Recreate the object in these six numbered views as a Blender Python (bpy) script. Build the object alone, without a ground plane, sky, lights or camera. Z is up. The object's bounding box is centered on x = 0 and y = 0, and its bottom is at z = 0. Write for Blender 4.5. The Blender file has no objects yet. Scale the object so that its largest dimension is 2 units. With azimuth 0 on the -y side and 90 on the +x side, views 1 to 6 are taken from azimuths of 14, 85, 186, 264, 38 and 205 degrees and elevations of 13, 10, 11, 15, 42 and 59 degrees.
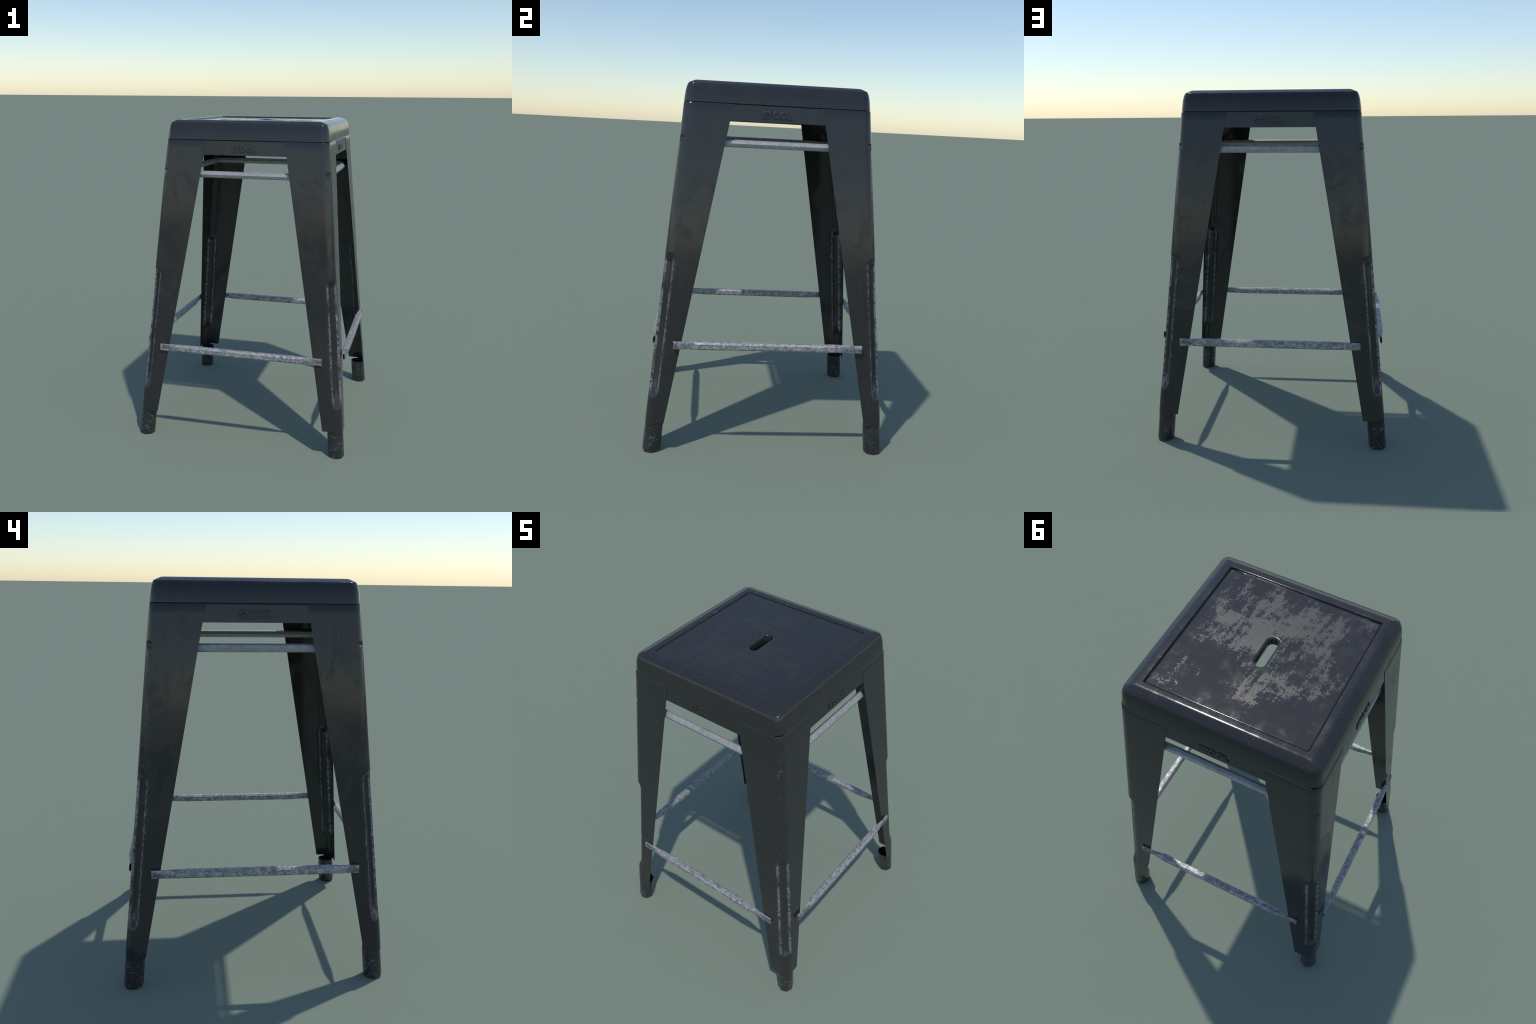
"""Square industrial metal stool: pressed seat with hand slot, four splayed folded legs,
tubular feet, apron plates with raised lettering, bare-metal braces and foot rungs."""
import bpy, bmesh, math
from mathutils import Vector, Matrix

# ------------------------------------------------------------------ dimensions
Z_TOP = 2.0            # top of the seat rim
Z_LIP = 1.8862         # lower edge of the pressed seat
Z_LEG_TOP = 1.8822     # upper edge of legs and apron (thin shadow gap below the lip)
Z_APRON = 1.796        # lower edge of the apron
Z_LEG_END = 0.165      # cut end of the leg flanges
CORNER_R = 0.0475      # fold radius of the leg corner
SHEET = 0.0022


def face_offset(z):
    """distance of the splayed outer faces from the stool axis at height z"""
    if z > Z_APRON:
        return 0.5076 - 0.085 * (z - Z_APRON)
    return 0.5076 + 0.0903 * (Z_APRON - z)


def inner_edge(z, bottom):
    """how far along the face the free edge of a leg flange stands (straight taper)"""
    return 0.2537 + (bottom - 0.2537) * (Z_APRON - z) / (Z_APRON - Z_LEG_END)


def smooth(a, b, x):
    t = max(0.0, min(1.0, (x - a) / (b - a)))
    return t * t * (3 - 2 * t)


# ------------------------------------------------------------------ node helpers
class Nodes:
    def __init__(self, name):
        self.mat = bpy.data.materials.new(name)
        self.mat.use_nodes = True
        self.t = self.mat.node_tree
        self.t.nodes.clear()
        self.out = self.t.nodes.new("ShaderNodeOutputMaterial")
        self.bsdf = self.t.nodes.new("ShaderNodeBsdfPrincipled")
        self.t.links.new(self.bsdf.outputs[0], self.out.inputs[0])
        self.coord = self.t.nodes.new("ShaderNodeTexCoord").outputs["Object"]
        s = self.t.nodes.new("ShaderNodeSeparateXYZ")
        self.t.links.new(self.coord, s.inputs[0])
        self.x, self.y, self.z = s.outputs

    def put(self, sock, v):
        if isinstance(v, bpy.types.NodeSocket):
            self.t.links.new(v, sock)
        elif v is not None:
            if hasattr(sock.default_value, "__len__") and len(sock.default_value) == 4 and len(v) == 3:
                v = (*v, 1)
            sock.default_value = v

    def m(self, op, a, b=None, c=None, clamp=False):
        n = self.t.nodes.new("ShaderNodeMath")
        n.operation = op
        n.use_clamp = clamp
        for s, v in zip(n.inputs, (a, b, c)):
            self.put(s, v)
        return n.outputs[0]

    def mapping(self, scale, rot=None, loc=(0, 0, 0)):
        """turn the coordinates, then stretch them, so that streaks can slant"""
        vec = self.coord
        if rot:
            r = self.t.nodes.new("ShaderNodeMapping")
            self.put(r.inputs["Vector"], vec)
            r.inputs["Rotation"].default_value = rot
            vec = r.outputs[0]
        n = self.t.nodes.new("ShaderNodeMapping")
        self.put(n.inputs["Vector"], vec)
        n.inputs["Scale"].default_value = scale
        n.inputs["Location"].default_value = loc
        return n.outputs[0]

    def noise(self, scale, detail=4, rough=0.55, vec=None, dist=0.0):
        n = self.t.nodes.new("ShaderNodeTexNoise")
        self.put(n.inputs["Vector"], vec or self.coord)
        n.inputs["Scale"].default_value = scale
        n.inputs["Detail"].default_value = detail
        n.inputs["Roughness"].default_value = rough
        n.inputs["Distortion"].default_value = dist
        return n.outputs[0]

    def ramp(self, v, lo, hi, a=0.0, b=1.0):
        n = self.t.nodes.new("ShaderNodeMapRange")
        n.interpolation_type = "SMOOTHSTEP"
        self.put(n.inputs[0], v)
        for i, q in zip((1, 2, 3, 4), (lo, hi, a, b)):
            self.put(n.inputs[i], q)
        return n.outputs[0]

    def band(self, v, lo, hi, soft):
        """1 between lo and hi, soft shoulders"""
        return self.m("MULTIPLY", self.ramp(v, lo - soft, lo + soft), self.ramp(v, hi - soft, hi + soft, 1.0, 0.0))

    def mix(self, f, a, b):
        n = self.t.nodes.new("ShaderNodeMix")
        n.data_type = "RGBA"
        self.put(n.inputs[0], f)
        self.put(n.inputs[6], a)
        self.put(n.inputs[7], b)
        return n.outputs[2]

    def mixf(self, f, a, b):
        n = self.t.nodes.new("ShaderNodeMix")
        n.data_type = "FLOAT"
        self.put(n.inputs[0], f)
        self.put(n.inputs[2], a)
        self.put(n.inputs[3], b)
        return n.outputs[0]

    def bump(self, h, strength, dist=0.002, normal=None):
        n = self.t.nodes.new("ShaderNodeBump")
        n.inputs["Strength"].default_value = strength
        n.inputs["Distance"].default_value = dist
        self.put(n.inputs["Height"], h)
        if normal is not None:
            self.put(n.inputs["Normal"], normal)
        return n.outputs[0]

    def add(self, *v):
        r = v[0]
        for q in v[1:]:
            r = self.m("ADD", r, q)
        return self.m("MINIMUM", r, 1.0)

    def mul(self, *v):
        r = v[0]
        for q in v[1:]:
            r = self.m("MULTIPLY", r, q)
        return r


PAINT = (0.0265, 0.0275, 0.0285)
PAINT_WARM = (0.033, 0.032, 0.031)
BARE = (0.30, 0.31, 0.335)


def paint_material(name, kind):
    """dark powder-coated sheet; kind chooses where the coat is worn"""
    n = Nodes(name)
    # patches of slightly duller coat, vertical run marks, fine speckle
    big = n.noise(3.2, 5, 0.6)
    runs = n.noise(1.0, 4, 0.6, n.mapping((16, 16, 2.2)))
    speck = n.noise(170, 2, 0.5)
    dull = n.ramp(n.add(n.mul(big, 0.6), n.mul(runs, 0.4)), 0.46, 0.62)
    colour = n.mix(n.mul(dull, 0.55), PAINT, PAINT_WARM)
    colour = n.mix(n.mul(n.ramp(speck, 0.66, 0.78), 0.35), colour, (0.07, 0.072, 0.076))
    rough = n.mixf(dull, 0.09, 0.20)
    smear = n.ramp(n.noise(1.0, 5, 0.65, n.mapping((7, 7, 5), (0.5, 0.4, 0.3)), 0.8), 0.50, 0.60)
    rough = n.m("ADD", rough, n.mul(smear, 0.02 if kind == "seat" else 0.12))
    rough = n.m("ADD", rough, n.mul(n.m("SUBTRACT", speck, 0.5), 0.06))
    wear = None
    if kind == "leg":
        ax, ay = n.m("ABSOLUTE", n.x), n.m("ABSOLUTE", n.y)
        w = n.m("SUBTRACT", n.m("MAXIMUM", ax, ay), n.m("MINIMUM", ax, ay))
        wob = n.mul(n.m("SUBTRACT", n.noise(26, 4, 0.65), 0.5), 0.022)
        ww = n.m("ADD", w, wob)
        # rubbed streaks along both ridges of the pressed groove
        ridge = n.mul(n.band(ww, 0.034, 0.050, 0.006), n.band(n.z, 0.345, 1.055, 0.02))
        strokes = n.noise(1.0, 5, 0.72, n.mapping((9, 9, 46), (0.25, -0.2, 0)))
        broken = n.noise(1.0, 2, 0.5, n.mapping((5, 5, 7)))
        ridge = n.mul(ridge, n.ramp(strokes, 0.34, 0.60), n.ramp(broken, 0.34, 0.54, 0.35, 1.0))
        halo = n.mul(n.band(w, 0.022, 0.062, 0.008), n.band(n.z, 0.33, 1.06, 0.02),
                     n.ramp(n.noise(95, 4, 0.7), 0.56, 0.66), 0.5)
        # chips down the fold above the groove
        fold = n.mul(n.ramp(w, 0.012, 0.04, 1.0, 0.0), n.band(n.z, 1.1, 1.74, 0.05),
                     n.ramp(n.noise(75, 4, 0.6), 0.615, 0.68), n.ramp(n.noise(7, 2), 0.42, 0.58), 0.75)
        # light scuffing spread over the sheet
        scuff = n.mul(n.ramp(n.noise(130, 3, 0.6), 0.655, 0.73), n.ramp(n.noise(6, 3), 0.48, 0.66), 0.4)
        wear = n.add(ridge, halo, fold, scuff)
    elif kind == "foot":
        # criss-cross scrapes, thin and bright
        def scrape(rot, sc, lo):
            v = n.mapping(sc, rot)
            return n.ramp(n.noise(1.0, 3, 0.65, v, 0.6), lo, lo + 0.09)
        s1 = scrape((0.6, 0.5, 0.4), (100, 100, 12), 0.60)
        s2 = scrape((-0.9, 0.7, 0.9), (110, 110, 13), 0.605)
        s3 = scrape((1.3, -1.1, 0.2), (120, 120, 14), 0.61)
        area = n.ramp(n.noise(20, 3), 0.38, 0.56)
        speckle = n.mul(n.ramp(n.noise(150, 4, 0.7), 0.58, 0.70), 0.22)
        wear = n.mul(n.add(s1, s2, s3, speckle), area, n.ramp(n.z, 0.13, 0.16, 1.0, 0.0), 0.85)
        rough = n.m("ADD", rough, 0.10)
    elif kind == "seat":
        ax, ay = n.m("ABSOLUTE", n.x), n.m("ABSOLUTE", n.y)
        mx = n.m("MAXIMUM", ax, ay)
        # chips on the rounded edge and along the step of the recessed panel
        chip = n.noise(85, 4, 0.65)
        edge = n.mul(n.band(mx, 0.43, 0.487, 0.012), n.ramp(n.z, 1.955, 1.985),
                     n.ramp(chip, 0.62, 0.70), n.ramp(n.noise(9, 3), 0.42, 0.60))
        step = n.mul(n.band(mx, 0.404, 0.410, 0.002), n.ramp(n.z, 1.995, 1.998),
                     n.ramp(n.noise(60, 3), 0.52, 0.66), n.ramp(n.noise(5, 3), 0.46, 0.62))
        side = n.mul(n.ramp(n.noise(1.0, 4, 0.65, n.mapping((110, 110, 60))), 0.66, 0.74),
                     n.ramp(n.noise(8, 2), 0.50, 0.64), 0.5)
        wear = n.add(n.mul(edge, 0.45), n.mul(step, 0.35), n.mul(side, 0.5))
        # dull sat-on patches of the panel: speckled edges, swept along the slot direction
        panel = n.mul(n.ramp(mx, 0.385, 0.398, 1.0, 0.0), n.ramp(n.z, 1.985, 1.990))
        grain = n.noise(120, 5, 0.7, n.mapping((1.1, 0.8, 1)))
        clot = n.noise(34, 5, 0.65)
        blot = n.noise(5.2, 4, 0.6, n.mapping((1.0, 0.85, 1), None, (0.9, 0.32, 0)))
        sweep = n.noise(1.0, 4, 0.6, n.mapping((36, 5, 1), (0, 0, 0.10)))
        # more of it towards -y, where sitters slide over the seat
        lean = n.ramp(n.m("ADD", n.y, n.mul(n.x, 0.35)), 0.22, -0.22, -0.012, 0.050)
        # thins out towards the border of the panel
        border = n.ramp(mx, 0.22, 0.39, 0.0, -0.055)
        field = n.add(n.mul(blot, 0.42), n.mul(clot, 0.18), n.mul(grain, 0.27), n.mul(sweep, 0.22))
        field = n.m("ADD", n.m("ADD", field, lean), border)
        matt = n.mul(n.ramp(field, 0.545, 0.625), panel)
        rough = n.mixf(matt, rough, n.ramp(clot, 0.35, 0.65, 0.40, 0.49))
        colour = n.mix(n.mul(matt, 0.1), colour, (0.045, 0.045, 0.046))
    if wear is not None:
        colour = n.mix(wear, colour, BARE)
        rough = n.mixf(wear, rough, 0.42)
    n.put(n.bsdf.inputs["Base Color"], colour)
    n.put(n.bsdf.inputs["Roughness"], rough)
    n.put(n.bsdf.inputs["Specular IOR Level"], 0.5)
    if wear is not None:
        n.put(n.bsdf.inputs["Metallic"], n.mul(wear, 0.5))
    b = n.bump(n.noise(260, 3, 0.6), 0.05, 0.001)
    b = n.bump(n.noise(9, 2), 0.05, 0.004, b)
    if wear is not None:
        b = n.bump(wear, -0.12, 0.001, b)
    n.put(n.bsdf.inputs["Normal"], b)
    return n.mat


def galvanised_material(name, rubbed):
    """bare mottled metal of rungs and braces"""
    n = Nodes(name)
    blotch = n.noise(40, 5, 0.7, n.mapping((1, 1, 1.3)), 1.0)
    fine = n.noise(150, 4, 0.65)
    if rubbed:
        base = n.mix(n.ramp(blotch, 0.38, 0.64), (0.19, 0.19, 0.192), (0.50, 0.50, 0.505))
        base = n.mix(n.mul(n.ramp(fine, 0.52, 0.68), 0.35), base, (0.36, 0.36, 0.365))
    else:
        streak = n.noise(1.0, 4, 0.6, n.mapping((9, 9, 70)))
        base = n.mix(n.ramp(blotch, 0.40, 0.66), (0.36, 0.36, 0.362), (0.47, 0.47, 0.475))
        base = n.mix(n.mul(n.ramp(streak, 0.55, 0.72), 0.45), base, (0.20, 0.195, 0.19))
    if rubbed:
        # dark patches at mid-height on the flattened ends
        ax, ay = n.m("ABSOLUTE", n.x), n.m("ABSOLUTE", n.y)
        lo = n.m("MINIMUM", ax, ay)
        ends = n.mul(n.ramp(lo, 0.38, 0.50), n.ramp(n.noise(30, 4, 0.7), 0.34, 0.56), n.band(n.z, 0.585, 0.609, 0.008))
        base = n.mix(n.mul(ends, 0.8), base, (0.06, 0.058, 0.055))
    n.put(n.bsdf.inputs["Base Color"], base)
    n.put(n.bsdf.inputs["Metallic"], 0.3)
    n.put(n.bsdf.inputs["Roughness"], n.ramp(blotch, 0.3, 0.7, 0.56, 0.46))
    n.put(n.bsdf.inputs["Normal"], n.bump(n.add(n.mul(blotch, 0.6), n.mul(fine, 0.4)), 0.07 if rubbed else 0.03, 0.002))
    return n.mat


# ------------------------------------------------------------------ mesh helpers
def make_object(name, verts, faces, mat, parent, smooth_angle=35.0, sub=None):
    me = bpy.data.meshes.new(name)
    me.from_pydata([tuple(v) for v in verts], [], faces)
    bm = bmesh.new()
    bm.from_mesh(me)
    bmesh.ops.remove_doubles(bm, verts=bm.verts, dist=1e-6)
    bmesh.ops.recalc_face_normals(bm, faces=bm.faces)
    bm.to_mesh(me)
    bm.free()
    me.materials.append(mat)
    me.shade_smooth()
    me.set_sharp_from_angle(angle=math.radians(smooth_angle))
    ob = bpy.data.objects.new(name, me)
    bpy.context.scene.collection.objects.link(ob)
    ob.parent = parent
    return ob


def loft(rings, close_ends=False, closed=False):
    """quads between rings of equal length; returns verts, faces"""
    n = len(rings[0])
    verts = [v for r in rings for v in r]
    faces = []
    count = len(rings) if closed else len(rings) - 1
    for i in range(count):
        j = (i + 1) % len(rings)
        for k in range(n):
            l = (k + 1) % n
            faces.append((i * n + k, i * n + l, j * n + l, j * n + k))
    if close_ends:
        faces.append(tuple(range(n)))
        faces.append(tuple((len(rings) - 1) * n + k for k in range(n)))
    return verts, faces


def apply_modifier(ob, kind, **kw):
    md = ob.modifiers.new(kind.lower(), kind)
    for k, v in kw.items():
        setattr(md, k, v)
    dg = bpy.context.evaluated_depsgraph_get()
    me = bpy.data.meshes.new_from_object(ob.evaluated_get(dg))
    ob.modifiers.clear()
    old = ob.data
    ob.data = me
    bpy.data.meshes.remove(old)
    me.name = ob.name


# ------------------------------------------------------------------ thing and materials
stool = bpy.data.objects.new("metal_stool", None)
bpy.context.scene.collection.objects.link(stool)
stool["label"] = "square dark grey metal stool, splayed legs, bare metal rungs"
stool["category"] = "stool"

M_SEAT = paint_material("seat_paint", "seat")
M_LEG = paint_material("leg_paint", "leg")
M_FOOT = paint_material("foot_paint", "foot")
M_APRON = paint_material("apron_paint", "plain")
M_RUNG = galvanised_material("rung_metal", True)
M_BRACE = galvanised_material("brace_metal", False)

# ------------------------------------------------------------------ seat
ARC = 6          # segments of each rounded corner
SIDE = 10        # segments of each straight side


def square_ring(h, r, z):
    """rounded square, half width h, corner radius r; starts on the middle of the +x side"""
    pts = []
    c = h - r
    for q in range(4):
        a0 = q * math.pi / 2
        ca, sa = math.cos(a0), math.sin(a0)

        def put(u, v):
            pts.append(Vector((u * ca - v * sa, u * sa + v * ca, z)))
        for i in range(SIDE // 2):
            put(h, c * i / (SIDE / 2))
        for i in range(ARC + 1):
            a = math.pi / 2 * i / ARC
            put(c + r * math.cos(a), c + r * math.sin(a))
        for i in range(SIDE // 2 - 1, 0, -1):
            put(c * i / (SIDE / 2), h)
    return pts


def slot_ring(grow, z):
    """hand slot outline (long axis along y) with the same number of points as square_ring"""
    n = len(square_ring(0.4, 0.1, 0))
    hw, hs, cap = 0.0255 + grow, 0.064, 0.0235 + grow
    pts = []
    for k in range(n):
        t = k / n * 4          # quarter parameter, 0 on +x
        q = (t + 0.5) % 4 - 0.5
        if -0.5 <= q < 0.5:
            pts.append(Vector((hw, q * 2 * hs, z)))
        elif q < 1.5:
            a = (q - 0.5) * math.pi
            pts.append(Vector((hw * math.cos(a), hs + cap * math.sin(a), z)))
        elif q < 2.5:
            pts.append(Vector((-hw, hs - (q - 1.5) * 2 * hs, z)))
        else:
            a = (q - 2.5) * math.pi
            pts.append(Vector((-hw * math.cos(a), -hs - cap * math.sin(a), z)))
    return pts


PANEL = 1.9925  # recessed panel
CC = 0.445     # plan position of the corner centres of the pressed edge
# (half width, height) from the hidden inside, over the rolled edge, to the recessed panel
profile = [(0.430, 1.982), (0.470, 1.962), (0.487, 1.930), (0.489, 1.850), (0.4930, 1.850),
           (0.4940, 1.8832), (0.4998, Z_LIP - 0.0005), (0.5000, Z_LIP + 0.0003), (0.4992, 1.894),
           (0.4962, 1.918), (0.4922, 1.945), (0.4862, 1.9665), (0.4795, 1.9805), (0.4772, 1.9836), (0.4735, 1.9857),
           (0.4570, 1.9927), (0.4450, 1.9976), (0.4370, 1.9994), (0.4280, Z_TOP), (0.4085, Z_TOP), (0.4065, 1.9994), (0.4048, 1.9960),
           (0.4036, 1.9890), (0.4012, 1.9884), (0.3992, 1.9905), (0.3968, PANEL - 0.0002), (0.3940, PANEL)]  # extra channel modelled round the panel to draw its dark occlusion shading line
rings = []
for h, z in profile:
    r = max(0.006, h - CC + 0.002) if h > 0.42 else 0.006
    rings.append(square_ring(h, r, z))
rings.append(square_ring(0.25, 0.02, PANEL))
rings.append(slot_ring(0.014, PANEL))
rings.append(slot_ring(0.0095, PANEL - 0.0008))
rings.append(slot_ring(0.003, PANEL - 0.0045))
rings.append(slot_ring(0.0, PANEL - 0.009))
rings.append(slot_ring(0.0, 1.955))
rings.append(slot_ring(0.003, 1.955))
rings.append(slot_ring(0.004, 1.982))
v, f = loft(rings, closed=True)
seat = make_object("seat", v, f, M_SEAT, stool, 60)
apply_modifier(seat, "WEIGHTED_NORMAL", weight=80, keep_sharp=True)

# ------------------------------------------------------------------ legs
GROOVE_TOP, GROOVE_END = 1.085, 0.315


def leg_section(z, sx, sy):
    """outer surface points of one folded leg at height z, from the x-face edge to the y-face edge"""
    b = face_offset(z)
    r = CORNER_R
    pts = []
    tx, ty = inner_edge(z, 0.552), inner_edge(z, 0.533)
    flat = 10
    for i in range(flat):                       # flange on the x face
        pts.append((b, tx + (b - r - tx) * i / flat))
    for i in range(25):                         # fold
        a = math.pi / 2 * i / 24
        pts.append((b - r + r * math.cos(a), b - r + r * math.sin(a)))
    for i in range(flat - 1, -1, -1):           # flange on the y face
        pts.append((ty + (b - r - ty) * i / flat, b))
    out = []
    depth = smooth(GROOVE_TOP + 0.006, GROOVE_TOP - 0.045, z) * smooth(GROOVE_END - 0.010, GROOVE_END + 0.050, z)
    for px, py in pts:
        w = abs(px - py)
        deep = smooth(GROOVE_END + 0.01, GROOVE_END + 0.10, z)      # the channel runs out gently at its foot
        k = depth * (0.0165 * smooth(0.053, 0.033, w) + 0.014 * deep * smooth(0.034, 0.004, w))
        # pressed dimple where the brace frame is fixed inside the fold
        dz, dw = (z - 1.693) / 0.021, w / 0.033
        k += 0.0045 * max(0.0, 1 - dz * dz - dw * dw) ** 1.5
        # small roll of the upper edge into the shadow gap under the seat
        roll = 0.003 * smooth(Z_LEG_TOP - 0.006, Z_LEG_TOP, z)
        d = k / math.sqrt(2)
        px -= d
        py -= d
        if px > py:
            px -= roll
        else:
            py -= roll
        zz = z
        if z <= Z_LEG_END + 1e-6:
            zz = z - 0.016 * smooth(0.054, 0.044, w)
        out.append(Vector((sx * px, sy * py, zz)))
    return out


def levels():
    zs = [Z_LEG_TOP - d for d in (0, 0.002, 0.004, 0.006)]
    zs += [Z_APRON + 0.04, Z_APRON + 0.003, Z_APRON, Z_APRON - 0.003]
    zs += [1.715 - 0.0025 * i for i in range(19)]
    zs += [1.6 - 0.05 * i for i in range(10)]
    zs += [1.10 - 0.006 * i for i in range(12)]
    zs += [1.0 - 0.04 * i for i in range(16)]
    zs += [0.385 - 0.006 * i for i in range(14)]
    zs += [0.27, 0.22, Z_LEG_END]
    return sorted(set(round(z, 5) for z in zs), reverse=True)


def foot_rings(sx, sy):
    """eight-sided tube, open at the top, leaning with the leg"""
    def ring(r, z, n=8):
        c = 0.6180 - 0.0813 * z
        return [Vector((sx * (c + r * math.cos(2 * math.pi * k / n)), sy * (c + r * math.sin(2 * math.pi * k / n)), z))
                for k in range(n)]
    R = 0.0490
    return [ring(R - 0.004, 0.012), ring(R - 0.004, 0.160), ring(R - 0.0006, 0.160), ring(R - 0.0006, 0.150),
            ring(R, 0.09), ring(R, 0.012), ring(R - 0.0015, 0.006), ring(R - 0.002, 0.0)]


for sx in (1, -1):
    for sy in (1, -1):
        rows = [leg_section(z, sx, sy) for z in levels()]
        n = len(rows[0])
        verts = [p for r in rows for p in r]
        faces = []
        for i in range(len(rows) - 1):
            for k in range(n - 1):
                q = (i * n + k, i * n + k + 1, (i + 1) * n + k + 1, (i + 1) * n + k)
                faces.append(q if sx * sy < 0 else q[::-1])
        # outward normals, then sheet thickness to the inside
        me = bpy.data.meshes.new("leg")
        me.from_pydata([tuple(p) for p in verts], [], faces)
        me.update()
        mid = me.polygons[len(me.polygons) // 2]
        if mid.normal.x * sx + mid.normal.y * sy < 0:
            me.flip_normals()
        me.materials.append(M_LEG)
        leg = bpy.data.objects.new("leg", me)
        bpy.context.scene.collection.objects.link(leg)
        apply_modifier(leg, "SOLIDIFY", thickness=SHEET, offset=-1.0, use_even_offset=True)
        leg.data.shade_smooth()
        leg.data.set_sharp_from_angle(angle=math.radians(40))
        leg.parent = stool
        rg = foot_rings(sx, sy)
        v, f = loft(rg)
        m = len(rg[0])
        f.append(tuple(range(m)))                                   # inner floor
        f.append(tuple((len(rg) - 1) * m + k for k in range(m)))    # sole
        foot = make_object("foot", v, f, M_FOOT, leg, 50)

# ------------------------------------------------------------------ apron plates and lettering
FACES = [(1, 0), (0, 1), (-1, 0), (0, -1)]


def frame(nx, ny):
    """matrix from (along the face to the viewer's right, outwards, up) to the stool"""
    return Matrix(((-ny, nx, 0), (nx, ny, 0), (0, 0, 1)))


for nx, ny in FACES:
    F = frame(nx, ny)
    tilt = 0.0020      # plate stands this far behind the legs
    zs = [Z_LEG_TOP, Z_LEG_TOP - 0.004, 1.83, Z_APRON]
    sect = []
    for i, z in enumerate(zs):
        sect.append((face_offset(z) - tilt - (0.0025 if i == 0 else 0), z))
    for z in (Z_APRON, Z_LEG_TOP):
        sect.append((face_offset(z) - tilt - 0.0055, z))
    rings = []
    for i in range(13):
        t = -0.30 + 0.60 * i / 12
        rings.append([F @ Vector((t, n_, z)) for n_, z in sect])
    v, f = loft(rings, close_ends=True)
    apron = make_object("apron", v, f, M_APRON, stool, 20)

    cu = bpy.data.curves.new("lettering", "FONT")
    cu.body = "STOOL"
    cu.align_x = "CENTER"
    cu.align_y = "CENTER"
    cu.size = 0.051
    cu.offset = 0.0020
    cu.space_character = 1.10
    cu.extrude = 0.0018
    cu.bevel_depth = 0.0028
    cu.bevel_resolution = 2
    tob = bpy.data.objects.new("text_helper", cu)
    bpy.context.scene.collection.objects.link(tob)
    dg = bpy.context.evaluated_depsgraph_get()
    dg.update()
    me = bpy.data.meshes.new_from_object(tob.evaluated_get(dg))
    bpy.data.objects.remove(tob)
    xs = [p.co.x for p in me.vertices]
    cx = (min(xs) + max(xs)) / 2
    sx_ = 0.156 / (max(xs) - min(xs))
    zc = 1.832
    for p in me.vertices:
        u, w, d = (p.co.x - cx) * sx_ - 0.006, p.co.y * 0.94, p.co.z
        z = zc + w
        p.co = F @ Vector((u, face_offset(z) - tilt + d, z))
    me.materials.clear()
    me.materials.append(M_APRON)
    me.shade_smooth()
    me.set_sharp_from_angle(angle=math.radians(50))
    me.name = "lettering"
    lo = bpy.data.objects.new("lettering", me)
    bpy.context.scene.collection.objects.link(lo)
    lo.parent = apron

# ------------------------------------------------------------------ braces: mitred frame inside the legs
BRACE_R, BRACE_Z = 0.0205, 1.6775
BRACE_N = {True: 0.475, False: 0.4855}      # the two pairs are set slightly differently


def brace_section(on_x):
    """eight-sided tube"""
    return [(BRACE_N[on_x] + BRACE_R * math.cos(k * math.pi / 4), BRACE_Z + BRACE_R * math.sin(k * math.pi / 4))
            for k in range(8)]


for nx, ny in FACES:
    F = frame(nx, ny)
    rings = []
    for i in range(11):
        k = -1 + 2 * i / 10
        own, across = brace_section(nx != 0), brace_section(nx == 0)
        rings.append([F @ Vector((k * c[0], o[0], o[1])) for o, c in zip(own, across)])
    v, f = loft(rings, close_ends=True)
    make_object("brace", v, f, M_BRACE, stool, 28)

# ------------------------------------------------------------------ foot rungs: tubes flattened at both ends
END_T, FLAT_T, FULL_T = 0.5135, 0.455, 0.335


def rung_section(t):
    k = smooth(FLAT_T + 0.01, FULL_T, abs(t))        # 0 flat end, 1 full tube
    pts = []
    q = 0.56
    for u, w in ((1, q), (q, 1), (-q, 1), (-1, q), (-1, -q), (-q, -1), (q, -1), (1, -q)):   # eight-sided tube
        depth = 0.0060 + (0.0200 - 0.0060) * k
        height = 0.0203
        n0 = 0.6262 + (0.6225 - 0.6262) * k
        lean = 0.0903 * (1 - k)
        pts.append((n0 + u * depth - lean * w * height, 0.5968 + w * height))
    return pts


for nx, ny in FACES:
    F = frame(nx, ny)
    ts = [END_T, 0.50, 0.48, 0.465, 0.45, 0.435, 0.42, 0.405, 0.39, 0.375, 0.36, 0.345, 0.335, 0.30, 0.2, 0.1]
    ts = [-t for t in ts] + [0.0] + ts[::-1]
    shift = Vector((0, 0.0042, 0.0040)) if nx else Vector((0, -0.0030, -0.0036))   # one pair stands higher
    outer = [[F @ (Vector((t, n_, z)) + shift) for n_, z in rung_section(t)] for t in ts]

    def shrunk(t, wall):
        s = rung_section(t)
        c = (sum(p[0] for p in s) / len(s), sum(p[1] for p in s) / len(s))
        hd = max(abs(p[0] - c[0]) for p in s)
        hh = max(abs(p[1] - c[1]) for p in s)
        return [F @ (Vector((t, c[0] + (p[0] - c[0]) * (hd - wall) / hd, c[1] + (p[1] - c[1]) * (hh - wall) / hh)) + shift) for p in s]
    # open mouths with a visible wall thickness
    deep = [t for t in ts if abs(t) > 0.40]
    left = [shrunk(t, 0.002) for t in deep if t < 0][::-1]
    right = [shrunk(t, 0.002) for t in deep if t > 0]
    v, f = loft(left + outer + right[::-1], close_ends=True)
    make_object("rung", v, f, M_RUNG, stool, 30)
